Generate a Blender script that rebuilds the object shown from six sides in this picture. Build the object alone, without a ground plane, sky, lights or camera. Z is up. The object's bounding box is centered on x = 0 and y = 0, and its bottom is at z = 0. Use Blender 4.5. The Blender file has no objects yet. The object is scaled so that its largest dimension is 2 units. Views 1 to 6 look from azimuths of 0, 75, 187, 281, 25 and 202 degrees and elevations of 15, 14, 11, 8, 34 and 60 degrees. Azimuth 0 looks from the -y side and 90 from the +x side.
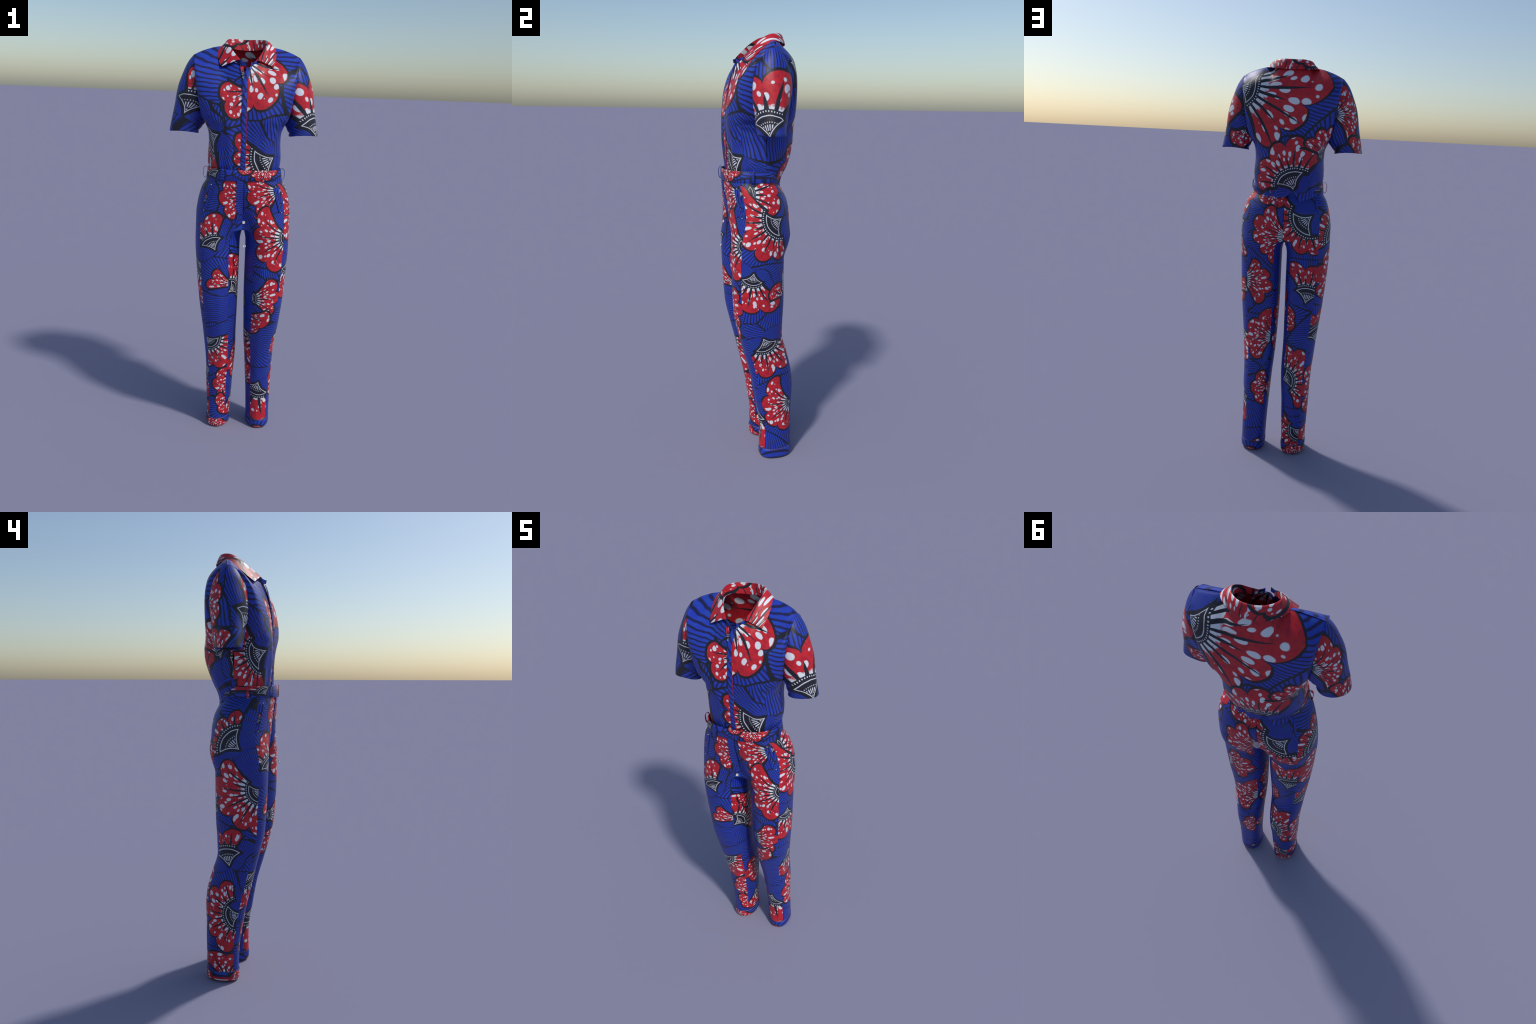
import bpy, math
import numpy as np
from mathutils import Vector

np.random.seed(7)
X0 = 0.006          # the garments hang a touch to the wearer's left
XT = 0.009


# ------------------------------------------------------------------ helpers
def curve1(points):
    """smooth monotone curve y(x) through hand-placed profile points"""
    p = sorted(points)
    xs = np.array([a for a, _ in p]); ys = np.array([b for _, b in p])
    h = np.diff(xs); d = np.diff(ys) / h
    m = np.zeros(len(xs)); m[0], m[-1] = d[0], d[-1]
    for i in range(1, len(xs) - 1):
        if d[i - 1] * d[i] > 0:
            w1, w2 = 2 * h[i] + h[i - 1], h[i] + 2 * h[i - 1]
            m[i] = (w1 + w2) / (w1 / d[i - 1] + w2 / d[i])

    def f(x):
        x = np.clip(np.asarray(x, float), xs[0], xs[-1])
        i = np.clip(np.searchsorted(xs, x) - 1, 0, len(h) - 1)
        t = (x - xs[i]) / h[i]
        return ((2 * t**3 - 3 * t**2 + 1) * ys[i] + (t**3 - 2 * t**2 + t) * h[i] * m[i]
                + (-2 * t**3 + 3 * t**2) * ys[i + 1] + (t**3 - t**2) * h[i] * m[i + 1])
    return f


def spline(points, n, closed=False):
    """Catmull-Rom through 3D points, resampled to n even steps"""
    p = np.array(points, float)
    q = np.vstack([p[-1:], p, p[:2]]) if closed else np.vstack([2 * p[:1] - p[1:2], p, 2 * p[-1:] - p[-2:-1]])
    out = []
    for i in range(1, len(q) - 2):
        t = np.linspace(0, 1, 24, endpoint=False)[:, None]
        a, b, c, d = q[i - 1], q[i], q[i + 1], q[i + 2]
        out.append(0.5 * (2 * b + (c - a) * t + (2 * a - 5 * b + 4 * c - d) * t**2 + (3 * b - a - 3 * c + d) * t**3))
    out = np.vstack(out + [q[-2][None]])
    s = np.r_[0, np.cumsum(np.linalg.norm(np.diff(out, axis=0), axis=1))]
    k = np.linspace(0, s[-1], n + 1)[:-1] if closed else np.linspace(0, s[-1], n)
    return np.stack([np.interp(k, s, out[:, j]) for j in range(3)], 1)


def smooth(a, b, x):
    t = np.clip((np.asarray(x, float) - a) / (b - a), 0, 1)
    return t * t * (3 - 2 * t)


def bump(x, c, w):
    return np.exp(-((x - c) / w) ** 2)


def add_mesh(name, verts, faces, parent, mats, sharp=60):
    me = bpy.data.meshes.new(name)
    me.from_pydata([tuple(v) for v in verts], [], [tuple(int(i) for i in f) for f in faces])
    me.validate()
    me.update()
    me.polygons.foreach_set("use_smooth", [True] * len(me.polygons))
    me.set_sharp_from_angle(angle=math.radians(sharp))
    ob = bpy.data.objects.new(name, me)
    bpy.context.scene.collection.objects.link(ob)
    ob.parent = parent
    for m in mats if isinstance(mats, (list, tuple)) else [mats]:
        me.materials.append(m)
    return ob


def grid_faces(nr, nc, wrap=False, flip=False):
    f = []
    for r in range(nr - 1):
        for c in range(nc if wrap else nc - 1):
            c2 = (c + 1) % nc
            q = (r * nc + c, r * nc + c2, (r + 1) * nc + c2, (r + 1) * nc + c)
            f.append(q[::-1] if flip else q)
    return f


def sheet(name, P, parent, mat, thick=0.003, flip=False, sharp=60):
    """a cloth sheet from a grid of points, given a real thickness (outer side is the grid itself)"""
    nr, nc = P.shape[:2]
    V = P.reshape(-1, 3)
    F = grid_faces(nr, nc, flip=flip)
    if not thick:
        return add_mesh(name, V, F, parent, mat, sharp)
    du = np.gradient(P, axis=1); dv = np.gradient(P, axis=0)
    n = np.cross(du, dv); n /= np.linalg.norm(n, axis=2, keepdims=True) + 1e-12
    if flip:
        n = -n
    W = (P - n * thick).reshape(-1, 3)
    k = len(V)
    B = [tuple(k + i for i in f[::-1]) for f in F]
    edge = [r * nc for r in range(nr - 1, 0, -1)] + list(range(nc - 1)) + [r * nc + nc - 1 for r in range(nr - 1)] + [(nr - 1) * nc + c for c in range(nc - 1, 0, -1)]
    R = []
    for a, b in zip(edge, edge[1:] + edge[:1]):
        q = (b, a, k + a, k + b)
        R.append(q[::-1] if flip else q)
    return add_mesh(name, np.vstack([V, W]), F + B + R, parent, mat, sharp)


def root(name, label, category):
    e = bpy.data.objects.new(name, None)
    e.empty_display_size = 0.1
    bpy.context.scene.collection.objects.link(e)
    e["label"], e["category"] = label, category
    return e


# ==================================================================
#  TROUSERS
# ==================================================================
# sections of one leg: outer edge, inner edge (both from the centre line), front and back
leg_outer = curve1([(0, .166), (.05, .167), (.114, .168), (.265, .172), (.44, .179), (.59, .193), (.70, .205), (.81, .215),
                    (.93, .223), (1.047, .229), (1.12, .230), (1.185, .230), (1.25, .222), (1.317, .203), (1.365, .177), (1.42, .168)])
leg_inner = curve1([(0, .048), (.136, .042), (.26, .036), (.377, .027), (.535, .020), (.80, .016), (1.05, .014), (1.09, .008), (1.115, .0), (1.42, .0)])
leg_front = curve1([(0, -.002), (.15, -.003), (.30, -.025), (.43, -.052), (.545, -.082), (.65, -.110), (.75, -.131), (.84, -.137),
                    (.97, -.142), (1.09, -.145), (1.18, -.149), (1.25, -.152), (1.30, -.156), (1.36, -.160), (1.42, -.160)])
leg_back = curve1([(0, .156), (.10, .155), (.25, .155), (.367, .160), (.44, .153), (.54, .126), (.64, .099), (.71, .099), (.80, .102),
                   (.954, .101), (1.014, .101), (1.074, .119), (1.134, .137), (1.204, .139), (1.273, .128), (1.317, .108), (1.36, .085), (1.42, .084)])
CROTCH_LO, CROTCH_HI = 1.075, 1.215
IN = math.radians(128)      # the inner arc of a leg section runs behind this angle


def superellipse(th, p):
    c, s = np.cos(th), np.sin(th)
    return np.sign(c) * np.abs(c) ** (2 / p), np.sign(s) * np.abs(s) ** (2 / p)


def leg_section(z, th, grow=0.0):
    """points of one leg at height z; th = 0 outer side, -90 front, 90 back, 180 inner"""
    xo, xi, yf, yb = (float(f(z)) for f in (leg_outer, leg_inner, leg_front, leg_back))
    xo, yf, yb = xo + grow, yf - grow, yb + grow
    xi = xi - grow if xi > 0.01 else xi
    cy = (yf + yb) / 2
    quarter = np.where(th > 0, np.where(np.abs(th) < math.pi / 2, 2.0, 2.6), np.where(np.abs(th) < math.pi / 2, 2.45, 1.7))
    c, s = superellipse(th, quarter)
    lx = (xo + xi) / 2 + (xo - xi) / 2 * c
    ly = cy + (yb - yf) / 2 * s
    # pelvis: half an ellipse around the centre line, closed by a flat inner wall
    a = np.where(np.abs(th) <= IN, th * (math.pi / 2) / IN, 0)
    pc, ps = superellipse(a, np.where(a > 0, 2.25, 2.5))
    k = np.where(np.abs(th) > IN, 1 - 2 * ((np.mod(th, 2 * math.pi) - IN) / (2 * math.pi - 2 * IN)), 0)
    outer = np.abs(th) <= IN + 1e-9
    px = np.where(outer, xo * pc, 0.0)
    # the rise dips towards the centre seam in front and behind
    dip = smooth(1.34, 1.13, z)
    py = np.where(outer, cy + (yb - yf) / 2 * ps, cy + (yb - yf) / 2 * k)
    mid = bump(px, 0, .035)
    py = py + mid * dip * np.where(py < cy, .034, -.026 * smooth(1.33, 1.2, z))
    w = float(smooth(CROTCH_LO, CROTCH_HI, z))
    x = lx * (1 - w) + px * w
    y = ly * (1 - w) + py * w
    if z > 1.115:
        x = np.where(outer, x, 0.0)
    return x, y


def soft_folds(x, y, z, side):
    """slight hang of the cloth: long shallow swells, knee and ankle"""
    n = .0016 * np.sin(9 * z + 5 * y + side) + .0012 * np.sin(23 * z - 9 * x + 2 * side) * bump(z, .42, .25)
    return n


def build_trousers(mats):
    T = root("trousers", "slim blue trousers with red flower wax print", "trousers")
    NTH = 192
    th = np.linspace(-math.pi, math.pi, NTH, endpoint=False)
    zs = np.r_[np.linspace(0.047, 1.0, 96), np.linspace(1.008, 1.366, 52)]
    for side, tag in ((1, "l"), (-1, "r")):
        rings = []
        for z in zs:
            x, y = leg_section(z, th)
            nx = np.where(np.abs(x) > 1e-4, 1, 0)
            f = soft_folds(x, y, z, side)
            cx = (leg_outer(z) + leg_inner(z)) / 2
            r = np.hypot(x - cx, y - .02) + 1e-6
            x2 = x + (x - cx) / r * f * nx
            y2 = y + (y - .02) / r * f
            rings.append(np.stack([side * x2 + XT, y2, np.full_like(x, z)], 1))
        V = np.vstack(rings)
        F = grid_faces(len(zs), NTH, wrap=True, flip=side < 0)
        # leave out the hidden wall between the legs above the crotch
        F = [f for f in F if not all(abs(V[i][0] - XT) < 1e-5 for i in f)]
        me = bpy.data.meshes.new("tmp")
        me.from_pydata([tuple(v) for v in V], [], [tuple(int(i) for i in f) for f in F])
        me.update()
        N = np.array([v.vector[:] for v in me.vertex_normals])
        bpy.data.meshes.remove(me)

        def panel_of(f):
            ang = sum(th[i % NTH] if th[i % NTH] > -3.1 or th[f[0] % NTH] < 0 else math.pi for i in f[:2]) / 2
            if math.radians(-128) < ang <= SEAM_FRONT:
                return "front_leg_panel"
            if SEAM_FRONT < ang <= SEAM_BACK:
                return "side_leg_panel"
            if SEAM_BACK < ang <= math.radians(131):
                return "back_leg_panel"
            return "inner_leg_panel"
        SEAM_FRONT, SEAM_BACK = math.radians(-47), math.radians(56)
        groups = {}
        for f in F:
            groups.setdefault(panel_of(f), []).append(f)
        for name, fs in groups.items():
            idx = sorted({i for f in fs for i in f})
            back = {i: k for k, i in enumerate(idx)}
            ob = add_mesh(name, V[idx], [[back[i] for i in f] for f in fs], T, mats[name.split("_")[0] + "_leg_" + tag], 180)
            ob.data.normals_split_custom_set_from_vertices([tuple(N[i]) for i in idx])

        # turned-up hem band at the ankle, rounded under and folded inside
        prof = [(.050, .0005), (.049, .0030), (.040, .0036), (.022, .0034), (.010, .0020), (.003, -.0025), (.0, -.008), (.002, -.012), (.012, -.014), (.045, -.012)]
        rr = []
        for z, g in prof:
            x, y = leg_section(max(z, 0), th, g)
            rr.append(np.stack([side * x + XT, y, np.full_like(x, z)], 1))
        add_mesh("hem_cuff", np.vstack(rr), grid_faces(len(rr), NTH, True, side > 0), T, mats["cuff_" + tag], 70)

        # pale stitch line where the band is sewn on
        rr = []
        for z, g in ((.0508, .0010), (.0508, .0028), (.0524, .0028), (.0528, .0008)):
            x, y = leg_section(z, th, g)
            rr.append(np.stack([side * x + XT, y, np.full_like(x, z)], 1))
        add_mesh("hem_stitching", np.vstack(rr), grid_faces(len(rr), NTH, True, side < 0), T, mats["stitch"], 70)

    # ---------------- waistband: one closed band around the waist
    a = np.linspace(-math.pi, math.pi, 257)[:-1]
    WB = [(1.361, .001), (1.3605, .0045), (1.363, .0062), (1.386, .0058), (1.4085, .0058), (1.4115, .0045), (1.4115, .001), (1.408, -.001), (1.375, -.002)]

    def waist(z, g, ang):
        c, s = superellipse(ang, 2.45)
        xo, yf, yb = .172 + g + .10 * (1.386 - z), -.158 - g, .086 + g
        return (yf, yb, XT + xo * c, (yf + yb) / 2 + (yb - yf) / 2 * s)
    rr = []
    for z, g in WB:
        _, _, x, y = waist(z, g, a)
        rr.append(np.stack([x, y, np.full_like(x, z)], 1))
    add_mesh("waistband", np.vstack(rr), grid_faces(len(rr), len(a), True, True), T, mats["waistband"], 50)

    # ---------------- belt loops standing off the band
    def loop_at(ang, width, stand, mat, lean=0):
        _, _, x, y = waist(1.386, .006, np.array([ang])); p = Vector((x[0], y[0], 0))
        _, _, x2, y2 = waist(1.386, .006, np.array([ang + .01])); tang = Vector((x2[0] - x[0], y2[0] - y[0], 0)).normalized()
        n = Vector((tang.y, -tang.x, 0))
        prof = [(1.357, .001), (1.362, stand * .55), (1.370, stand * .9), (1.386, stand), (1.402, stand * .95), (1.411, stand * .7), (1.4155, stand * .25), (1.414, -.003)]
        pr = spline([(z, o, 0) for z, o in prof], 28)
        P = np.zeros((len(pr), 5, 3))
        for i, (z, o, _) in enumerate(pr):
            for j, w in enumerate(np.linspace(-width / 2, width / 2, 5)):
                q = p + n * (o + .0008) + tang * w
                P[i, j] = (q.x, q.y, z)
        return sheet("belt_loop", P, T, mat, .0018, sharp=50)
    for ang, w, st, m in ((math.radians(-65), .013, .003, "loop_red"), (math.radians(-117), .013, .010, "loop_blue"),
                          (math.radians(-8), .011, .015, "loop_dark"), (math.radians(188), .011, .018, "loop_red"),
                          (math.radians(68), .012, .006, "loop_red"), (math.radians(112), .012, .006, "loop_red")):
        loop_at(ang, w, st, mats[m])

    # ---------------- fly flap: rounded flap on the front rise
    n, m = 40, 10
    P = np.zeros((n, m, 3))
    for i, t in enumerate(np.linspace(0, 1, n)):
        z = 1.362 - t * .165
        left = -.030 - .0 * t
        if t > .80:
            q = (t - .80) / .20
            left *= math.sqrt(max(0.02, 1 - q * q))
        for j, s in enumerate(np.linspace(0, 1, m)):
            x = left * (1 - s) + .0015 * s
            thh = np.linspace(-IN, 0, 400)
            sx, sy = leg_section(z, thh)
            k = np.argsort(sx)
            P[i, j] = (XT + x, np.interp(abs(x), sx[k], sy[k]) - .0028, z)
    sheet("fly_flap", P, T, mats["fly"], .0022, flip=True)

    # ---------------- slanted hip pockets: a facing and the welt lying on it
    def on_hip(x, z, off):
        thh = np.linspace(-IN, -.05, 600)
        sx, sy = leg_section(z, thh)
        i = np.argmin(np.abs(sx - x))
        t = np.array([sx[min(i + 3, 599)] - sx[max(i - 3, 0)], sy[min(i + 3, 599)] - sy[max(i - 3, 0)]]); t /= np.linalg.norm(t)
        return sx[i] + t[1] * off, sy[i] - t[0] * off
    for side in (1, -1):
        for name, x_top, x_bot, w, off, z1, z0, mat in (("pocket_welt", .146, .178, .013, .0028, 1.332, 1.214, "welt" if side > 0 else "welt_far"),
                                                        ("pocket_facing", .158, .190, .010, .0012, 1.334, 1.212, "facing")):
            P = np.zeros((30, 6, 3))
            for i, t in enumerate(np.linspace(0, 1, 30)):
                z = z1 + (z0 - z1) * t
                xc = x_top + (x_bot - x_top) * t
                for j, s in enumerate(np.linspace(-.5, .5, 6)):
                    x, y = on_hip(min(xc + s * w, leg_outer(z) - .004), z, off)
                    P[i, j] = (side * x + XT, y, z)
            sheet(name, P, T, mats[mat], .002, flip=side > 0)
        for x, z in ((.150, 1.336), (.184, 1.211)):
            x, y = on_hip(x, z, .002)
            disc("bar_tack", (side * x + XT, y, z), (side * .55, -1, 0), .0022, .0014, T, mats["white_thread"])

    # ---------------- small red slit on the left thigh, loose white buttons, stud marks
    P = np.zeros((12, 4, 3))
    for i, t in enumerate(np.linspace(0, 1, 12)):
        for j, s in enumerate(np.linspace(-1, 1, 4)):
            x = .053 + .024 * t + .0; z = 1.198 - .016 * t + s * .0028 * math.sin(math.pi * (t * .9 + .05))
            xx, yy = on_hip(x, z, .0014)
            P[i, j] = (xx + XT, yy, z)
    sheet("thread_slit", P, T, mats["red_plain"], .001, flip=True)
    button("button", (.016, -.160, 1.168), (0, -1, .12), .0072, T, mats["white_button"])
    button("button", (.023, -.173, 1.057), (-.35, -1, .25), .0070, T, mats["white_button"])
    for x, z in ((-.058, 1.333), (.026, 1.312)):
        thx, thy = on_hip(abs(x), z, .002)
        disc("stud", (math.copysign(thx, x) + XT, thy, z), (0, -1, 0), .0022, .0016, T, mats["white_button"])
    return T


def disc(name, at, normal, r, h, parent, mat, n=14):
    q = Vector(normal).normalized().to_track_quat("Z", "Y")
    prof = [(0, h), (r * .7, h), (r * .95, h * .75), (r, h * .3), (r, -h)]
    V, F = [], []
    for rr, hh in prof[1:]:
        for k in range(n):
            V.append(q @ Vector((rr * math.cos(2 * math.pi * k / n), rr * math.sin(2 * math.pi * k / n), hh)) + Vector(at))
    F = grid_faces(4, n, True, True)
    F.append(tuple(range(n)))
    F.append(tuple(3 * n + k for k in reversed(range(n))))
    return add_mesh(name, V, F, parent, mat, 40)


def button(name, at, normal, r, parent, mat, n=24):
    """turned shirt button: raised rim, dished centre"""
    q = Vector(normal).normalized().to_track_quat("Z", "Y")
    h = r * .32
    prof = [(r * .02, h * .25), (r * .45, h * .3), (r * .62, h * .75), (r * .82, h), (r * .96, h * .6), (r, 0), (r * .9, -h * .8), (r * .02, -h * .8)]
    V = [q @ Vector((a * math.cos(2 * math.pi * k / n), a * math.sin(2 * math.pi * k / n), b)) + Vector(at) for a, b in prof for k in range(n)]
    F = grid_faces(len(prof), n, True, True)
    F.append(tuple(range(n)))
    F.append(tuple((len(prof) - 1) * n + k for k in reversed(range(n))))
    return add_mesh(name, V, F, parent, mat, 50)


# ==================================================================
#  SHIRT
# ==================================================================
SIDE_SEAM = [(.158, .000, 1.335), (.167, .000, 1.385), (.174, .002, 1.43), (.175, .004, 1.47), (.171, .004, 1.53), (.175, .008, 1.58), (.190, .016, 1.615)]
ARM_FRONT = [(.190, .016, 1.615), (.203, -.036, 1.640), (.214, -.064, 1.690), (.225, -.074, 1.760), (.235, -.066, 1.830), (.243, -.034, 1.890), (.2465, .012, 1.921)]
ARM_BACK = [(.190, .016, 1.615), (.200, .054, 1.640), (.212, .078, 1.690), (.225, .087, 1.760), (.236, .083, 1.830), (.243, .056, 1.890), (.2465, .012, 1.921)]
NECK_FRONT = [(.000, -.088, 1.880), (.035, -.074, 1.886), (.070, -.042, 1.912), (.092, .006, 1.950), (.098, .038, 1.964), (.150, .034, 1.958), (.205, .024, 1.941), (.2465, .012, 1.921)]
NECK_BACK = [(.000, .106, 1.950), (.040, .103, 1.952), (.078, .078, 1.958), (.098, .038, 1.964), (.150, .034, 1.958), (.205, .024, 1.941), (.2465, .012, 1.921)]
FRONT_MID = [(.0, -.128, 1.335), (.0, -.136, 1.39), (.0, -.139, 1.45), (.0, -.141, 1.55), (.0, -.143, 1.63), (.0, -.139, 1.70), (.0, -.131, 1.76), (.0, -.118, 1.82), (.0, -.102, 1.86), (.0, -.088, 1.880)]
BACK_MID = [(.0, .098, 1.346), (.0, .097, 1.364), (.0, .107, 1.392), (.0, .132, 1.43), (.0, .150, 1.48), (.0, .157, 1.54), (.0, .154, 1.61), (.0, .147, 1.70), (.0, .141, 1.80), (.0, .134, 1.86), (.0, .122, 1.91), (.0, .106, 1.950)]


def half_body(mid, arm, top, fade, full, nu=64, nv=130):
    """Coons patch between centre line, side seam + armhole, hem and neckline + shoulder;
    across the body the depth follows a superellipse instead of a straight blend"""
    C0 = spline(mid, nv)
    n1 = int(nv * .46)
    C1 = np.vstack([spline(SIDE_SEAM, n1)[:-1], spline(arm, nv - n1 + 1)])
    D1 = spline(top, nu)
    # spread the samples of the top edge by its x
    s = np.linspace(0, 1, nu)
    k = np.argsort(D1[:, 0]); xx = D1[k, 0]
    D1 = np.stack([xx[-1] * s, np.interp(xx[-1] * s, xx, D1[k, 1]), np.interp(xx[-1] * s, xx, D1[k, 2])], 1)
    u = s[None, :]
    v = np.linspace(0, 1, nv)[:, None]
    p = full + (3.25 - full) * smooth(.25, .65, v) - 1.15 * smooth(.78, 1.0, v)
    b = (1 - u ** p) ** (1 / p)
    P = np.zeros((nv, nu, 3))
    for ax in range(3):
        w = b if ax == 1 else 1 - u
        S = w * C0[:, ax][:, None] + (1 - w) * C1[:, ax][:, None]
        base_top = w[-1] * C0[-1, ax] + (1 - w[-1]) * C1[-1, ax]
        # the shape of the top edge fades downwards and is blurred sideways as it fades
        fix = D1[:, ax] - base_top
        ext = np.r_[fix[::-1][:-1], fix, 2 * fix[-1] - fix[::-1][1:]]
        for i in range(nv):
            q = i / (nv - 1)
            sig = 1e-3 + 26 * (1 - q)
            kx = np.arange(-60, 61)
            ker = np.exp(-.5 * (kx / sig) ** 2); ker /= ker.sum()
            f = np.convolve(np.pad(ext, 60, mode="edge"), ker, "same")[60:-60][nu - 1:2 * nu - 1] if q < 1 else fix
            # (height comes up sooner than depth goes in, which rounds the shoulder)
            S[i] += smooth(.62, 1.0, q) ** (fade if ax == 1 else .75 * fade) * f
        P[:, :, ax] = S
    # round the ridge along the shoulder seam
    ridge = smooth(.90, 1.0, v) * (1 - smooth(.97, 1.0, v)) * smooth(.30, .45, u) * smooth(1.0, .9, u)
    P[..., 2] += .0075 * ridge
    return P, u, v


def build_shirt(mats):
    S = root("short_sleeved_shirt", "short sleeved blue shirt with red flower wax print", "shirt")
    # ---------------- two fronts
    for side, tag in ((1, "l"), (-1, "r")):
        P, u, v = half_body(FRONT_MID, ARM_FRONT, NECK_FRONT, 1.9, 2.75)
        x, z = P[..., 0], P[..., 2]
        # cloth hangs from the bust and is caught again at the waist
        P[..., 1] -= .015 * bump(x, .09, .065) * (bump(z, 1.655, .105) if side > 0 else bump(z, 1.56, .11))
        # fullness below the collar bone
        P[..., 1] -= (.010 if side > 0 else .0) * bump(x, .13, .07) * bump(z, 1.83, .07)
        # drape below the bust: soft vertical pleats that fade upwards
        low = smooth(1.68, 1.45, z) * smooth(.02, .06, x)
        P[..., 1] += low * (.0030 * np.sin(x * 95 + side) + .0022 * np.sin(x * 47 + 9 * z))
        # pull lines towards the armpit
        P[..., 1] += .004 * bump(x, .17, .035) * bump(z, 1.60, .05) * np.sin((x + z) * 120)
        # crease beside the waist where the cloth is gathered
        P[..., 1] += .007 * bump(x, .150, .009) * smooth(1.55, 1.42, z)
        # open V at the neck: the edges fold back
        opn = smooth(1.815, 1.885, z)
        gap = .004 + .020 * opn
        P[..., 0] = x + gap * (1 - u) ** 2 - (.004 * (1 - u) ** 2 if True else 0)
        P[..., 0] = side * P[..., 0] + X0
        if side > 0:
            P[:, :, 1] -= .0022 * (1 - u) ** 6
        sheet("shirt_front", P, S, mats["shirt_front_" + tag], .0025, flip=side < 0)

    # ---------------- back, in one piece
    halves = []
    for side in (1, -1):
        P, u, v = half_body(BACK_MID, ARM_BACK, NECK_BACK, 3.0, 2.15)
        x, z = side * P[..., 0], P[..., 2].copy()
        low = smooth(1.50, 1.36, z)
        # bloused back: gathered folds over the waistband, uneven hem with one hanging tip
        P[..., 1] += low * smooth(1, .82, u) * (.003 * np.sin(x * 60 + 1.2) + .003 * np.sin(x * 118 + 7 * z))
        fall = np.clip((1.47 - z) / .135, 0, 1) ** 2
        hem = -.006 * bump(x, .03, .05) + .030 * bump(x, -.030, .020) - .026 * bump(x, -.082, .018) + .022 * smooth(.11, .16, np.abs(x))
        P[..., 2] += fall * hem
        P[..., 1] += .006 * fall * bump(x, -.082, .03) + .004 * fall * bump(x, .03, .05)
        # slack of the back above the waist, fuller on the right
        P[..., 1] += .017 * bump(x, -.06, .085) * bump(z, 1.555, .085)
        # shoulder blades
        P[..., 1] += .020 * bump(np.abs(x), .150, .065) * bump(z, 1.895, .055)
        # slack swell at the sides of the back
        P[..., 0] += (.005 if side < 0 else .002) * bump(z, 1.46, .06) * smooth(.35, .8, u) * smooth(1.02, .8, u)
        P[..., 1] += .0045 * np.sin(70 * (z + .35 * x)) * bump(x, -.15, .05) * bump(z, 1.57, .07)
        P[..., 0] = side * P[..., 0] + X0
        halves.append(P)
    B = np.concatenate([halves[1][:, ::-1], halves[0][:, 1:]], 1)
    sheet("shirt_back", B, S, mats["shirt_back"], .0025, flip=True)

    # ---------------- sleeves: from the armhole to a hanging hem
    NT, NR = 120, 46
    loop = np.array(ARM_FRONT[::-1] + ARM_BACK[1:-1])       # top -> front -> armpit -> back
    A = spline(loop, NT, closed=True)
    for side, tag in ((1, "l"), (-1, "r")):
        t = np.linspace(0, 2 * math.pi, NT, endpoint=False)
        # angle 0 = outer edge, going through the front to the inner edge
        c, s = superellipse(t, 2.15)
        H = np.stack([.2820 + .0660 * c, .000 - .062 * s, 1.5690 + .003 * np.cos(t) - .003 * np.cos(2 * t)], 1)
        if side < 0:
            H[:, 2] += .002
        k = (1 + np.cos(t))[:, None] / 2
        dA = k * np.array([.68, 0, -.73]) + (1 - k) * np.array([.42, 0, -.9])
        dA[:, 1] += -.25 * np.sin(t)
        dA /= np.linalg.norm(dA, axis=1, keepdims=True)
        L = np.linalg.norm(H - A, axis=1, keepdims=True)
        P1 = A + dA * L * .23
        up = np.array([-.14, 0, 1]) / np.linalg.norm([.14, 0, 1])
        P2 = H + up * L * (.33 + .22 * k)
        rows = []
        for q in np.linspace(0, 1, NR):
            rows.append((1 - q)**3 * A + 3 * (1 - q)**2 * q * P1 + 3 * (1 - q) * q * q * P2 + q**3 * H)
        R = np.array(rows)
        cen = R.mean(1, keepdims=True)
        d = R - cen; d[..., 2] = 0
        nrm = d / (np.linalg.norm(d, axis=2, keepdims=True) + 1e-9)
        q = np.linspace(0, 1, NR)[:, None]
        R += nrm * (.0035 * smooth(.25, .8, q) * np.sin(3 * t[None] + 1.5 + side) + .0025 * np.sin(2 * t[None] + 14 * q) * q)[..., None]
        # hem turned inside
        last = R[-1]; cen = last.mean(0); d = last - cen; d[:, 2] = 0
        nr = d / np.linalg.norm(d, axis=1, keepdims=True)
        inner = [last - nr * .0012 + [0, 0, -.0012], last - nr * .003, last - nr * .0035 + [-.0015, 0, .008], last - nr * .006 + [-.005, 0, .025]]
        R = np.concatenate([R, np.array(inner)], 0)
        R[..., 0] = side * R[..., 0] + X0 * (1 - np.linspace(0, 1, len(R)) ** .7)[:, None]
        add_mesh("sleeve", R.reshape(-1, 3), grid_faces(len(R), NT, True, side > 0), S, mats["sleeve_" + tag], 80)

    # ---------------- collar: stand, roll line and pointed leaf in one folded sheet
    FOLD = [(-.020, -.094, 1.898), (-.050, -.064, 1.925), (-.076, -.020, 1.962), (-.088, .025, 1.990), (-.078, .060, 1.998), (-.045, .087, 2.000), (0, .095, 1.999),
            (.045, .089, 2.000), (.080, .062, 1.998), (.092, .027, 1.990), (.084, -.016, 1.962), (.064, -.052, 1.924), (.042, -.078, 1.897)]
    LEAF = [(-.112, -.080, 1.868), (-.124, -.052, 1.890), (-.133, -.010, 1.925), (-.132, .030, 1.953), (-.112, .070, 1.958), (-.062, .108, 1.953), (0, .117, 1.950),
            (.062, .109, 1.953), (.116, .072, 1.960), (.135, .035, 1.958), (.137, -.006, 1.930), (.134, -.044, 1.897), (.127, -.074, 1.873)]
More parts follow.
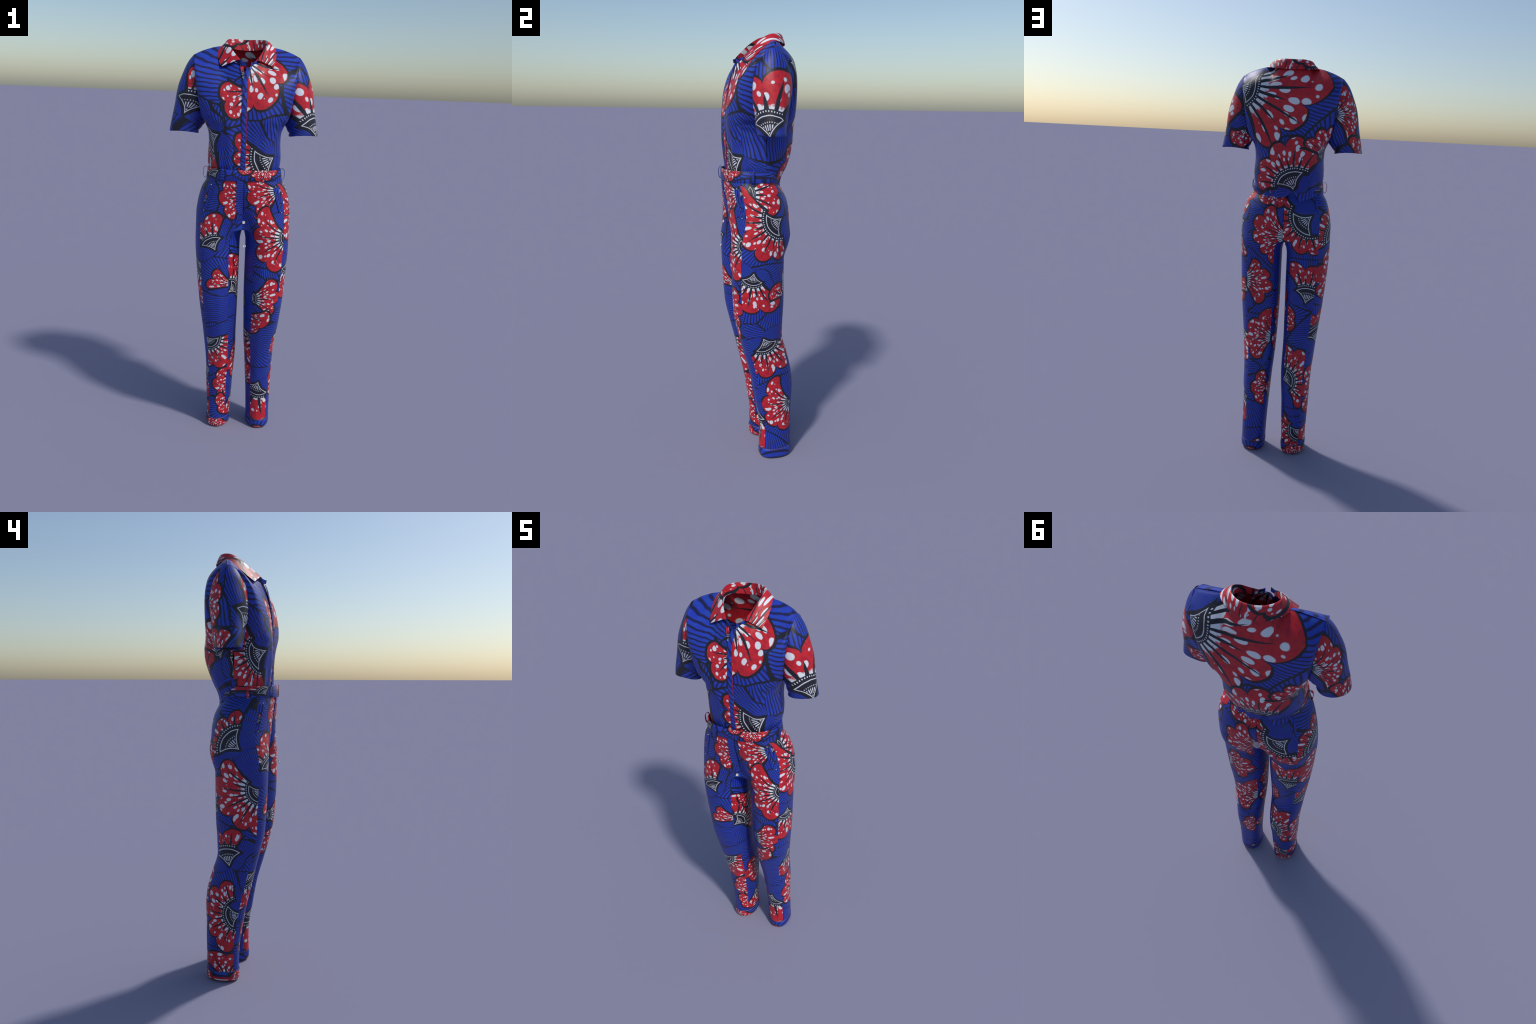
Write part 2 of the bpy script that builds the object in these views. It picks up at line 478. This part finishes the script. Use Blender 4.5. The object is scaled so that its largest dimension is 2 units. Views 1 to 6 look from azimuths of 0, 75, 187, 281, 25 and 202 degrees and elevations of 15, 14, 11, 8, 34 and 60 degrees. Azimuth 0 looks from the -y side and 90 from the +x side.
    STAND = [(-.014, -.090, 1.882), (-.042, -.062, 1.895), (-.072, -.024, 1.925), (-.086, .020, 1.950), (-.078, .055, 1.955), (-.045, .083, 1.952), (0, .092, 1.950),
             (.045, .084, 1.952), (.080, .057, 1.955), (.090, .022, 1.950), (.080, -.020, 1.925), (.056, -.050, 1.895), (.034, -.078, 1.882)]
    n = 121
    f, l, st = spline(FOLD, n), spline(LEAF, n), spline(STAND, n)
    w = np.linspace(0, 1, n)
    rows = []
    for q in np.linspace(0, 1, 9):                      # stand rises to the roll line
        rows.append(st * (1 - q) + f * q + np.outer(np.sin(math.pi * q) * np.ones(n), [0, 0, 0]))
    mid = (f * .62 + l * .38)
    out = l - f; out[:, 2] = 0; out /= np.linalg.norm(out, axis=1, keepdims=True) + 1e-9
    mid = mid + out * .008 + np.array([0, 0, .006])
    for q in np.linspace(0, 1, 16)[1:]:                 # and rolls over into the leaf
        pts = (1 - q)**2 * f + 2 * q * (1 - q) * mid + q * q * l
        pts = pts + np.array([0, 0, .003]) * math.sin(math.pi * min(q * 2, 1))
        rows.append(pts)
    C = np.array(rows); C[..., 0] += X0 * .6
    sheet("collar", C, S, mats["collar"], .0028, flip=False)

    # neckband tabs that meet under the collar points
    for pts, tag in (([(-.052, -.066, 1.905), (-.028, -.092, 1.893), (-.010, -.104, 1.887), (.004, -.112, 1.886)], "r"), ([(.060, -.052, 1.905), (.044, -.076, 1.893), (.030, -.090, 1.888), (.022, -.100, 1.887)], "l")):
        c = spline(pts, 14)
        P = np.array([c + np.array([0, .003 * q, -.016 * q * (1 - .3 * np.linspace(0, 1, 14)[:, None].repeat(3, 1)[:, 0].mean())]) for q in np.linspace(-.2, 1, 6)])
        P[..., 0] += X0 * .6
        sheet("neckband", P, S, mats["placket"], .002, flip=True)

    # ---------------- button placket down the front, with its shirt buttons
    fm = spline(FRONT_MID, 120)
    def mid_y(z): return np.interp(z, fm[:, 2], fm[:, 1])
    P = np.zeros((80, 9, 3))
    for i, t in enumerate(np.linspace(0, 1, 80)):
        z = 1.388 + t * (1.868 - 1.388)
        lean = .014 * smooth(1.80, 1.87, z)
        for j, s in enumerate(np.linspace(-1, 1, 9)):
            P[i, j] = (X0 * .6 + s * .0108 + lean, mid_y(z) - .0062 + .0018 * s * s - .003 * smooth(1.8, 1.87, z), z)
    sheet("button_placket", P, S, mats["placket"], .002)
    P = np.zeros((60, 3, 3))                          # red piping on its edge
    for i, t in enumerate(np.linspace(0, 1, 60)):
        z = 1.390 + t * (1.80 - 1.390)
        for j, s in enumerate(np.linspace(-1, 1, 3)):
            P[i, j] = (X0 * .6 + .0118 + s * .0008, mid_y(z) - .0066, z)
    sheet("placket_piping", P, S, mats["red_plain"], .0015)
    P = np.zeros((60, 4, 3))                          # inner facing seen in the open V
    for i, t in enumerate(np.linspace(0, 1, 60)):
        z = 1.66 + t * (1.882 - 1.66)
        for j, s in enumerate(np.linspace(-1, 1, 4)):
            P[i, j] = (-.0055 + X0 * .6 + s * .006 - .014 * smooth(1.80, 1.88, z), mid_y(z) - .0045, z)
    sheet("placket_facing", P, S, mats["facing"], .0015)
    for z in (1.762, 1.668, 1.566, 1.470, 1.405):
        button("shirt_button", (X0 * .6 + .001, mid_y(z) - .0078, z), (0, -1, .1), .0042, S, mats["blue_button"])
    for z in (1.735,):
        disc("buttonhole", (X0 * .6 + .002, mid_y(z) - .0068, z), (0, -1, 0), .003, .0008, S, mats["red_plain"])
    return S


# ==================================================================
#  WAX-PRINT CLOTH
# ==================================================================
# One repeat of the print is a flower: a pointed black "eye" (fan with white edge, strokes and a
# drop), a dotted arc, white petal bases, lobed red petals with white spots and dark veins, a heavy
# black outline; round each flower the blue ground is filled with dark rays that stop where the
# rays of the next flower begin.  A panel of cloth is a list of flowers:
#   (across, up, direction in degrees, radius, half spread in degrees, petals, eye radius / radius)
# and of plain ray fans:  (across, up, pivot offset across, pivot offset up, reach)
FLOWERS = {}
FANS = {}
EYE, EYE_FLARE = .34, .50         # half angle of the eye at its tip, and what it gains to the rim, radians


class Net:
    def __init__(self, tree):
        self.t = tree

    def _put(self, sock, v):
        if isinstance(v, bpy.types.NodeSocket):
            self.t.links.new(v, sock)
        elif v is not None:
            sock.default_value = v

    def m(self, op, a, b=None, c=None, clamp=False):
        n = self.t.nodes.new("ShaderNodeMath")
        n.operation, n.use_clamp = op, clamp
        for i, v in enumerate((a, b, c)):
            self._put(n.inputs[i], v)
        return n.outputs[0]

    def vec(self, x, y, z=0.0):
        n = self.t.nodes.new("ShaderNodeCombineXYZ")
        for i, v in enumerate((x, y, z)):
            self._put(n.inputs[i], v)
        return n.outputs[0]

    def vm(self, op, a, b=None):
        n = self.t.nodes.new("ShaderNodeVectorMath")
        n.operation = op
        self._put(n.inputs[0], a)
        if b is not None:
            self._put(n.inputs[1], b)
        return n.outputs["Value"] if op in ("DOT_PRODUCT", "LENGTH") else n.outputs[0]

    def sep(self, v):
        n = self.t.nodes.new("ShaderNodeSeparateXYZ")
        self._put(n.inputs[0], v)
        return n.outputs

    def mix(self, f, a, b, kind="FLOAT"):
        n = self.t.nodes.new("ShaderNodeMix")
        n.data_type = kind
        self._put(n.inputs[0], f)
        i = {"FLOAT": 2, "VECTOR": 4, "RGBA": 6}[kind]
        self._put(n.inputs[i], a)
        self._put(n.inputs[i + 1], b)
        return n.outputs[{"FLOAT": 0, "VECTOR": 1, "RGBA": 2}[kind]]

    def step(self, x, lo, hi):
        """soft step, 0 below lo and 1 above hi (or the reverse if hi < lo)"""
        n = self.t.nodes.new("ShaderNodeMapRange")
        n.interpolation_type = "SMOOTHSTEP" if lo < hi else "LINEAR"
        self._put(n.inputs[0], x)
        n.inputs[1].default_value, n.inputs[2].default_value = lo, hi
        n.inputs[3].default_value, n.inputs[4].default_value = 0, 1
        n.clamp = True
        return n.outputs[0]

    def noise(self, v, scale, detail=2.0):
        n = self.t.nodes.new("ShaderNodeTexNoise")
        self._put(n.inputs["Vector"], v)
        n.inputs["Scale"].default_value, n.inputs["Detail"].default_value = scale, detail
        return n.outputs["Fac"], n.outputs["Color"]


NAVY, BLUE, BLUE2, INK = (.0070, .0090, .058, 1), (.0130, .038, .42, 1), (.0120, .068, .39, 1), (.0085, .0095, .017, 1)
RED, RED2, WHITE = (.56, .0115, .019, 1), (.36, .007, .022, 1), (.72, .75, .80, 1)


def panel_coords(g, how):
    co = g.t.nodes.new("ShaderNodeTexCoord").outputs["Object"]
    x, y, z = g.sep(co)
    if how == "front":          # cloth wraps from the chest round to the side seam
        over = g.m("MAXIMUM", g.m("ADD", y, .105), 0.0)
        return g.m("ADD", x, g.m("MULTIPLY", g.m("SIGN", x), over)), z
    if how == "back":
        over = g.m("MAXIMUM", g.m("SUBTRACT", .105, y), 0.0)
        return g.m("ADD", x, g.m("MULTIPLY", g.m("SIGN", x), over)), z
    if how == "sleeve":         # unrolled round the sleeve's own slanting axis
        dx = g.m("SUBTRACT", g.m("ABSOLUTE", x), g.m("MULTIPLY_ADD", z, -.17, .235 + 1.87 * .17))
        return g.m("MULTIPLY", g.m("ARCTAN2", g.m("SUBTRACT", y, .012), dx), .068), z
    if how == "yz":
        return y, z
    return x, z


def wax_print(name, how, flowers, fans=(), spacing=.0105, bold=1.0, ground=(0.0, -.4)):
    mat = bpy.data.materials.new(name)
    mat.use_nodes = True
    t = mat.node_tree
    g = Net(t)
    bsdf = t.nodes["Principled BSDF"]
    u, v = panel_coords(g, how)
    raw = g.vec(u, v)
    # hand-cut edges: a slight wobble
    _, nc = g.noise(raw, 18, 1.0)
    P = g.vm("ADD", raw, g.vm("MULTIPLY", g.vm("SUBTRACT", nc, (.5, .5, .5)), (.006 * bold, .006 * bold, 0)))

    d_min, phase, edge = None, None, None
    F1 = F2 = inside = None

    def ground_layer(d, ph):
        nonlocal d_min, phase, edge
        if d_min is None:
            d_min, phase, edge = d, ph, g.m("ADD", d, 10.0)
            return
        near = g.m("LESS_THAN", d, d_min)
        gap = g.m("ABSOLUTE", g.m("SUBTRACT", d, d_min))
        edge = g.m("MINIMUM", g.mix(near, edge, 1.0), gap)
        phase = g.mix(near, phase, ph)
        d_min = g.m("MINIMUM", d, d_min)

    for (cx, cy, px, py, reach) in fans:
        q = g.vm("SUBTRACT", P, (cx, cy, 0))
        d = g.m("SUBTRACT", g.vm("LENGTH", q), reach)
        w = g.sep(g.vm("SUBTRACT", q, (px, py, 0)))
        far = 1.2 * max(.05, math.hypot(px, py))
        ph = g.m("MULTIPLY", g.m("ARCTAN2", w[1], w[0]), round(2 * math.pi * far / spacing))
        ground_layer(d, ph)

    for k, (cx, cy, rot, R, A, n, e, *more) in enumerate(flowers):
        skew = more[0] if more else .10 * math.sin(2.3 * k + cx * 40)      # longer petals on one side
        a, A = math.radians(rot), math.radians(A)
        c, s = math.cos(a) / R, math.sin(a) / R
        px = g.m("SUBTRACT", g.vm("DOT_PRODUCT", P, (c, s, 0)), cx * c + cy * s)
        py = g.m("SUBTRACT", g.vm("DOT_PRODUCT", P, (-s, c, 0)), -cx * s + cy * c)
        r = g.vm("LENGTH", g.vec(px, py))
        th = g.m("ARCTAN2", py, px)
        # outer petals curl outwards
        tp = g.m("MULTIPLY", th, g.m("MULTIPLY_ADD", r, -.36, 1.20))
        phi = g.m("MULTIPLY_ADD", tp, n / (2 * A), n / 2)
        lobe = g.m("POWER", g.m("ABSOLUTE", g.m("SINE", g.m("MULTIPLY", phi, math.pi))), .45)
        # petals differ in length
        wob = g.m("MULTIPLY", g.m("SINE", g.m("MULTIPLY_ADD", phi, 1.9, 1.7 * k)), .06)
        rim = g.m("ADD", g.m("MULTIPLY_ADD", lobe, .21, .79), wob)
        rim = g.m("MULTIPLY", rim, g.m("MULTIPLY_ADD", tp, skew, 1.0))
        sp = g.m("MAXIMUM", g.m("SUBTRACT", r, rim), g.m("MULTIPLY", g.m("SUBTRACT", g.m("ABSOLUTE", tp), A), r))
        eye_ang = g.m("MULTIPLY_ADD", r, EYE_FLARE / e, EYE)           # the eye's sides are hollow, its tip is sharp
        se = g.m("MAXIMUM", g.m("SUBTRACT", r, e), g.m("MULTIPLY", g.m("SUBTRACT", g.m("ABSOLUTE", th), eye_ang), r))
        sp = g.m("MAXIMUM", sp, g.m("SUBTRACT", e, r))
        sd = g.m("MULTIPLY", g.m("MINIMUM", sp, se), R)
        # ground rays belong to the nearest flower
        behind = g.m("MULTIPLY", g.m("MAXIMUM", g.m("SUBTRACT", g.m("ABSOLUTE", th), A + .25), 0.0), .8 * R)
        rays = 4 * round(2 * math.pi * R * 1.15 / spacing / 4)
        halves = g.m("MULTIPLY_ADD", g.m("LESS_THAN", r, .45), -.5, 1.0)        # every other ray ends on the way in
        ground_layer(g.m("ADD", g.m("MULTIPLY", g.m("SUBTRACT", r, .9), R), behind), g.m("MULTIPLY", th, g.m("MULTIPLY", halves, rays)))
        now = g.m("LESS_THAN", sd, .0082 * bold)
        V1, V2 = g.vec(r, tp, sd), g.vec(th, phi, e)
        if F1 is None:
            F1, F2, inside = V1, V2, now
        else:
            F1, F2 = g.mix(now, F1, V1, "VECTOR"), g.mix(now, F2, V2, "VECTOR")
            inside = g.m("MAXIMUM", inside, now)

    n1, ncol = g.noise(raw, 55, 3.0)
    n0, _ = g.noise(raw, 22, 1.0)
    n2, _ = g.noise(raw, 300, 2.0)
    # ---- blue ground with dark rays
    if phase is None:
        w = g.sep(g.vm("SUBTRACT", P, (ground[0], ground[1], 0)))
        far = .35
        phase = g.m("MULTIPLY", g.m("ARCTAN2", w[1], w[0]), round(2 * math.pi * far / spacing))
        edge = g.m("MULTIPLY_ADD", phase, 0.0, 1.0)
    ray = g.m("SINE", g.m("ADD", phase, g.m("MULTIPLY_ADD", n0, 1.4, -.7)))
    line = g.step(ray, -.80, -.08)
    bound = g.step(edge, .0042 * bold, .0072 * bold)
    blue = g.mix(g.m("MULTIPLY", g.step(n0, .35, .75), g.step(ray, -.2, 1.0)), BLUE, BLUE2, "RGBA")
    col = g.mix(bound, INK, g.mix(line, NAVY, blue, "RGBA"), "RGBA")

    # ---- the flower that owns this point
    if F1 is not None:
        r, tp, sd = g.sep(F1)
        th, phi, pk = g.sep(F2)
        # white spots stretched along the petal
        vor = t.nodes.new("ShaderNodeTexVoronoi")
        vor.voronoi_dimensions = "2D"
        t.links.new(g.vec(g.m("MULTIPLY", phi, 3.0 if bold > 1.2 else 3.8), g.m("MULTIPLY", r, 5.4 if bold > 1.2 else 6.4)), vor.inputs["Vector"])
        vor.inputs["Scale"].default_value = 1.0
        rnd = g.sep(vor.outputs["Color"])[0]
        size = g.m("MULTIPLY_ADD", rnd, .36, .05)
        spot = g.step(g.m("SUBTRACT", size, vor.outputs["Distance"]), -.03, .05)
        spot = g.m("MULTIPLY", spot, g.step(g.m("ADD", sd, g.m("MULTIPLY", n1, .004)), .001, -.0025))
        red = g.mix(g.step(n1, .40, .72), RED, RED2, "RGBA")
        pet = g.mix(spot, red, WHITE, "RGBA")
        er = pk
        out_q = g.m("DIVIDE", g.m("SUBTRACT", r, er), g.m("SUBTRACT", 1.0, er))      # 0 at the eye, 1 at the petal tips
        # veins: one dark stroke up the middle of each petal, tapering to the tip
        vein = g.m("ABSOLUTE", g.m("SUBTRACT", g.m("FRACT", phi), .5))
        veinm = g.step(g.m("SUBTRACT", vein, g.m("MULTIPLY_ADD", out_q, -.150, .125)), -.015, .015)
        # dark gaps between the petal bases
        seam = g.m("SUBTRACT", .5, vein)
        seamm = g.step(g.m("SUBTRACT", seam, g.m("MULTIPLY_ADD", out_q, -.34, .17)), -.015, .015)
        base = g.step(g.m("SUBTRACT", out_q, g.m("MULTIPLY_ADD", n1, .26, .05)), .025, -.025)
        pet = g.mix(base, pet, WHITE, "RGBA")
        pet = g.mix(g.m("MULTIPLY", veinm, seamm), INK, pet, "RGBA")
        # ---- eye
        rr = g.m("DIVIDE", r, er)                                   # 1 on the rim of the eye
        side = g.m("MULTIPLY", g.m("SUBTRACT", g.m("MULTIPLY_ADD", rr, EYE_FLARE, EYE), g.m("ABSOLUTE", th)), rr)   # distance to its straight sides
        lim = g.m("MINIMUM", g.m("SUBTRACT", 1.0, rr), side)
        rim_w = g.m("MULTIPLY", g.step(lim, .02, .04), g.step(lim, .080, .055))
        fan = g.m("MULTIPLY", g.m("MULTIPLY", g.step(rr, .34, .38), g.step(rr, .62, .58)), g.step(g.m("SINE", g.m("MULTIPLY", th, 34.0)), -.1, .3))
        dots = g.m("MULTIPLY", g.m("MULTIPLY", g.step(rr, .66, .68), g.step(rr, .73, .71)), g.step(g.m("SINE", g.m("MULTIPLY", th, 44.0)), .2, .5))
        drop = g.m("MULTIPLY", g.m("MULTIPLY", g.step(rr, .13, .17), g.step(rr, .31, .27)), g.step(g.m("ABSOLUTE", th), .30, .22))
        ins = g.step(lim, .09, .12)
        art = g.m("MULTIPLY", g.m("MAXIMUM", g.m("MAXIMUM", fan, dots), drop), ins)
        art = g.m("MAXIMUM", art, rim_w)
        ring = g.m("MULTIPLY", g.m("MULTIPLY", g.step(rr, 1.07, 1.09), g.step(rr, 1.15, 1.13)), g.step(g.m("SINE", g.m("MULTIPLY", th, 60.0)), .1, .5))
        eye = g.mix(g.m("MAXIMUM", art, ring), INK, (.66, .67, .74, 1), "RGBA")
        flower = g.mix(g.step(rr, 1.18, 1.22), eye, pet, "RGBA")
        # heavy outline, petals only begin inside it; the eye keeps its own edge
        out = g.m("MULTIPLY", g.step(sd, -.0006, .0006), 1.0)
        flower = g.mix(out, flower, INK, "RGBA")
        col = g.mix(inside, col, flower, "RGBA")

    # woven grain
    col = g.mix(g.m("MULTIPLY", g.step(n2, .40, .75), .10), col, (.10, .10, .22, 1), "RGBA")
    t.links.new(col, bsdf.inputs["Base Color"])
    bsdf.inputs["Roughness"].default_value = .48
    bsdf.inputs["Specular IOR Level"].default_value = .38
    bsdf.inputs["Sheen Weight"].default_value = .04
    bn = t.nodes.new("ShaderNodeBump")
    bn.inputs["Strength"].default_value, bn.inputs["Distance"].default_value = .10, .001
    t.links.new(n2, bn.inputs["Height"])
    t.links.new(bn.outputs[0], bsdf.inputs["Normal"])
    return mat


def plain(name, col, rough=.5, grain=0.0):
    mat = bpy.data.materials.new(name)
    mat.use_nodes = True
    g = Net(mat.node_tree)
    b = mat.node_tree.nodes["Principled BSDF"]
    co = mat.node_tree.nodes.new("ShaderNodeTexCoord").outputs["Object"]
    f, _ = g.noise(co, 180, 2.0)
    dark = tuple(c * .72 for c in col[:3]) + (1,)
    mat.node_tree.links.new(g.mix(g.step(f, .35, .7), col, dark, "RGBA"), b.inputs["Base Color"])
    b.inputs["Roughness"].default_value = rough
    return mat


FLOWERS.update({
    "shirt_front_l": [(-.005, 1.915, -36, .240, 72, 4, .22), (.154, 1.475, -151, .209, 50, 5, .5)],
    "shirt_front_r": [(.044, 1.765, -158, .150, 36, 2, .2), (.154, 1.475, -163, .208, 45, 4, .5), (-.107, 1.574, -152, .225, 56, 5, .43)],
    "shirt_back": [(.272, 1.870, -166, .430, 50, 4, .24, -.34), (-.045, 1.375, 62, .245, 58, 5, .42, .05), (-.200, 1.530, 68, .153, 35, 3, .3), (-.262, 1.453, 126, .158, 40, 4, .55)],
    "sleeve_l": [(.150, 1.661, -108, .083, 60, 2, .1), (-.038, 1.555, 97, .285, 40, 2, .36)],
    "sleeve_r": [(.154, 1.752, 177, .148, 62, 4, .15), (.020, 1.515, 88, .141, 28, 2, .2), (-.100, 1.647, 110, .237, 22, 2, .42)],
    "front_leg_l": [(.191, 1.320, -163, .163, 40, 3, .2), (.239, 1.093, -166, .181, 58, 4, .25), (.050, .777, 4, .151, 40, 3, .25), (.017, .692, -40, .131, 45, 2, .2), (.118, .293, -106, .237, 38, 2, .4)],
    "front_leg_r": [(.028, 1.281, -178, .129, 52, 3, .2), (-.114, 1.019, 116, .172, 32, 2, .42), (-.021, .835, 156, .137, 24, 2, .15), (-.164, .552, -46, .194, 52, 4, .37), (-.007, .260, -180, .119, 60, 3, .15), (-.020, .137, -172, .091, 50, 2, .1)],
    "side_leg_l": [(-.109, 1.319, -4, .172, 34, 2, .28), (.070, 1.213, -147, .211, 60, 5, .4), (-.063, .973, -98, .193, 45, 3, .33), (.090, .841, 147, .083, 35, 1, .1), (-.014, .654, -66, .219, 48, 4, .35), (.148, .296, -162, .156, 68, 4, .2)],
    "side_leg_r": [(-.039, 1.129, 39, .183, 48, 4, .55), (-.138, .953, -27, .226, 64, 5, .3), (.022, .578, 78, .193, 30, 2, .5), (-.029, .346, -12, .187, 82, 6, .42), (.048, .008, 90, .143, 45, 2, .2)],
    "back_leg_l": [(.065, 1.398, -105, .108, 62, 3, .1), (-.020, 1.146, -4, .174, 60, 5, .15), (.219, .904, 175, .156, 52, 4, .2), (.033, .608, 12, .150, 68, 4, .1), (.027, .370, -6, .103, 65, 3, .1), (.021, -.006, 9, .107, 40, 2, .1)],
    "back_leg_r": [(-.136, 1.262, -41, .203, 64, 5, .5), (-.122, .802, 101, .214, 36, 3, .42), (-.005, .711, 175, .078, 78, 2, .1), (-.024, .402, 159, .173, 70, 5, .38), (-.153, .145, -35, .137, 62, 4, .5)],
    "inner_leg_l": [(-.060, .740, 0, .120, 55, 3, .2), (-.100, .560, -30, .190, 50, 3, .3), (.090, .250, 120, .150, 55, 4, .35)],
    "inner_leg_r": [(-.110, .800, 30, .180, 60, 4, .35), (.030, .960, 200, .110, 30, 2, .2), (.110, .420, 200, .140, 55, 3, .4), (.060, .200, -60, .140, 55, 3, .3)],
    "waistband": [(.105, 1.425, -90, .065, 75, 4, .1), (.02, 1.425, -90, .035, 80, 2, .05), (-.120, 1.37, 120, .06, 30, 2, .6), (-.06, 1.43, -90, .001, 60, 2, .1)],
    "cuff_l": [(.115, -.012, 90, .030, 70, 2, .1)],
    "cuff_r": [(-.110, -.020, 90, .075, 75, 4, .1)],
    "collar": [(-.175, 1.80, 48, .26, 60, 4, .2), (.045, 1.80, 75, .26, 45, 5, .2), (-.085, 2.06, -95, .09, 75, 3, .1)],
})
FANS.update({
    "shirt_front_l": [(.13, 1.56, -.03, .26, .02), (.20, 1.80, -.30, .05, .03)],
    "shirt_front_r": [(-.10, 1.83, .45, -.08, .10), (-.10, 1.46, -.22, .10, .05), (-.15, 1.66, .10, .20, .02)],
    "shirt_back": [(.02, 1.62, .05, -.25, .06), (-.12, 1.40, .02, .16, .03), (.14, 1.62, 0, -.3, .03)],
    "sleeve_l": [(0, 1.86, 0, -.25, .02), (.12, 1.74, -.25, .05, .03)],
    "sleeve_r": [(0, 1.72, .05, .30, .05), (-.05, 1.59, .2, -.2, .01)],
    "front_leg_l": [(.03, 1.30, .25, .05, .03), (.05, 1.18, -.1, .2, .02), (.13, .56, -.2, .05, .05), (.13, .20, .05, .18, .04), (.14, .90, -.03, .2, .02)],
    "front_leg_r": [(-.14, 1.28, .2, .02, .03), (-.05, 1.08, .12, .12, .05), (-.12, .73, .35, .02, .07), (-.12, .63, .02, .3, .0), (-.14, .36, 0, .25, .02)],
    "side_leg_l": [(.0, 1.26, .05, -.25, .03), (.04, .93, -.20, -.05, .06), (-.06, .60, .3, .0, .05), (.05, .74, .0, .2, .02), (.02, .08, .0, .2, .02)],
    "side_leg_r": [(-.01, 1.27, -.16, .02, .05), (.0, 1.02, .06, .25, .06), (-.04, .74, .15, .10, .04), (-.05, .47, .25, .0, .05), (-.06, .62, .1, .16, .02)],
    "back_leg_l": [(.16, 1.24, -.2, .1, .04), (.10, .78, -.15, .2, .03), (.09, .22, .1, .2, .03), (.12, .46, -.2, .05, .02)],
    "back_leg_r": [(-.08, 1.33, 0, .2, .03), (-.17, 1.13, .25, -.03, .04), (-.08, .86, .25, .0, .03), (-.11, .64, -.25, .02, .04), (-.09, .22, .12, .15, .03)],
    "inner_leg_l": [(.0, .95, .15, .25, .05), (.05, .42, -.2, .05, .05), (.05, .08, 0, .2, .02)],
    "inner_leg_r": [(.0, 1.05, -.1, .25, .04), (.02, .60, -.25, .1, .06), (.03, .08, .0, .25, .02)],
    "waistband": [(-.03, 1.33, 0, .12, .02), (.16, 1.35, 0, .2, .01), (-.17, 1.36, .1, .2, .02)],
    "cuff_l": [(.10, .1, 0, .35, .02)], "cuff_r": [(-.05, .1, 0, .35, .02)],
    "collar": [(.04, 1.985, -.12, -.1, .03)],
})


def cloth():
    M = {}
    kind = {"shirt_front": "front", "shirt_back": "back", "sleeve": "sleeve", "side_leg": "yz", "inner_leg": "yz"}
    for k, fl in FLOWERS.items():
        how = next((h for p, h in kind.items() if k.startswith(p)), "xz")
        big = k.startswith(("shirt", "sleeve", "collar"))
        M[k] = wax_print("wax_print_" + k, how, fl, FANS.get(k, ()), .0205 if big else .0130, 1.55 if big else 1.0)
    M["placket"] = wax_print("wax_print_placket", "xz", [], [], .013, 1.0, (.35, 1.2))
    M["fly"] = wax_print("wax_print_fly", "xz", [], [], .0105, 1.0, (.35, 1.3))
    M["welt"] = M["welt_far"] = wax_print("wax_print_welt", "xz", [], [], .0105, 1.0, (.1, .9))
    M["facing"] = wax_print("wax_print_facing", "xz", [(.19, 1.25, 190, .05, 60, 3, .5), (-.18, 1.245, 80, .05, 60, 3, .6), (.0, 1.80, 80, .08, 60, 3, .5)], [], .0105, 1.0)
    M["loop_red"] = wax_print("wax_print_loop_red", "xz", [(.07, 1.33, 90, .13, 80, 5, .1), (-.17, 1.33, 90, .13, 80, 5, .1)], [], .0105)
    M["loop_blue"] = M["loop_dark"] = M["fly"]
    M["red_plain"] = plain("red_cotton", (.50, .012, .018, 1), .6)
    M["white_thread"] = plain("white_thread", (.70, .70, .70, 1), .7)
    M["stitch"] = plain("stitching", (.16, .10, .26, 1), .7)
    M["white_button"] = plain("pearl_button", (.78, .77, .73, 1), .25)
    M["blue_button"] = plain("blue_button", (.010, .022, .22, 1), .3)
    return M


MATS = cloth()
build_trousers(MATS)
build_shirt(MATS)
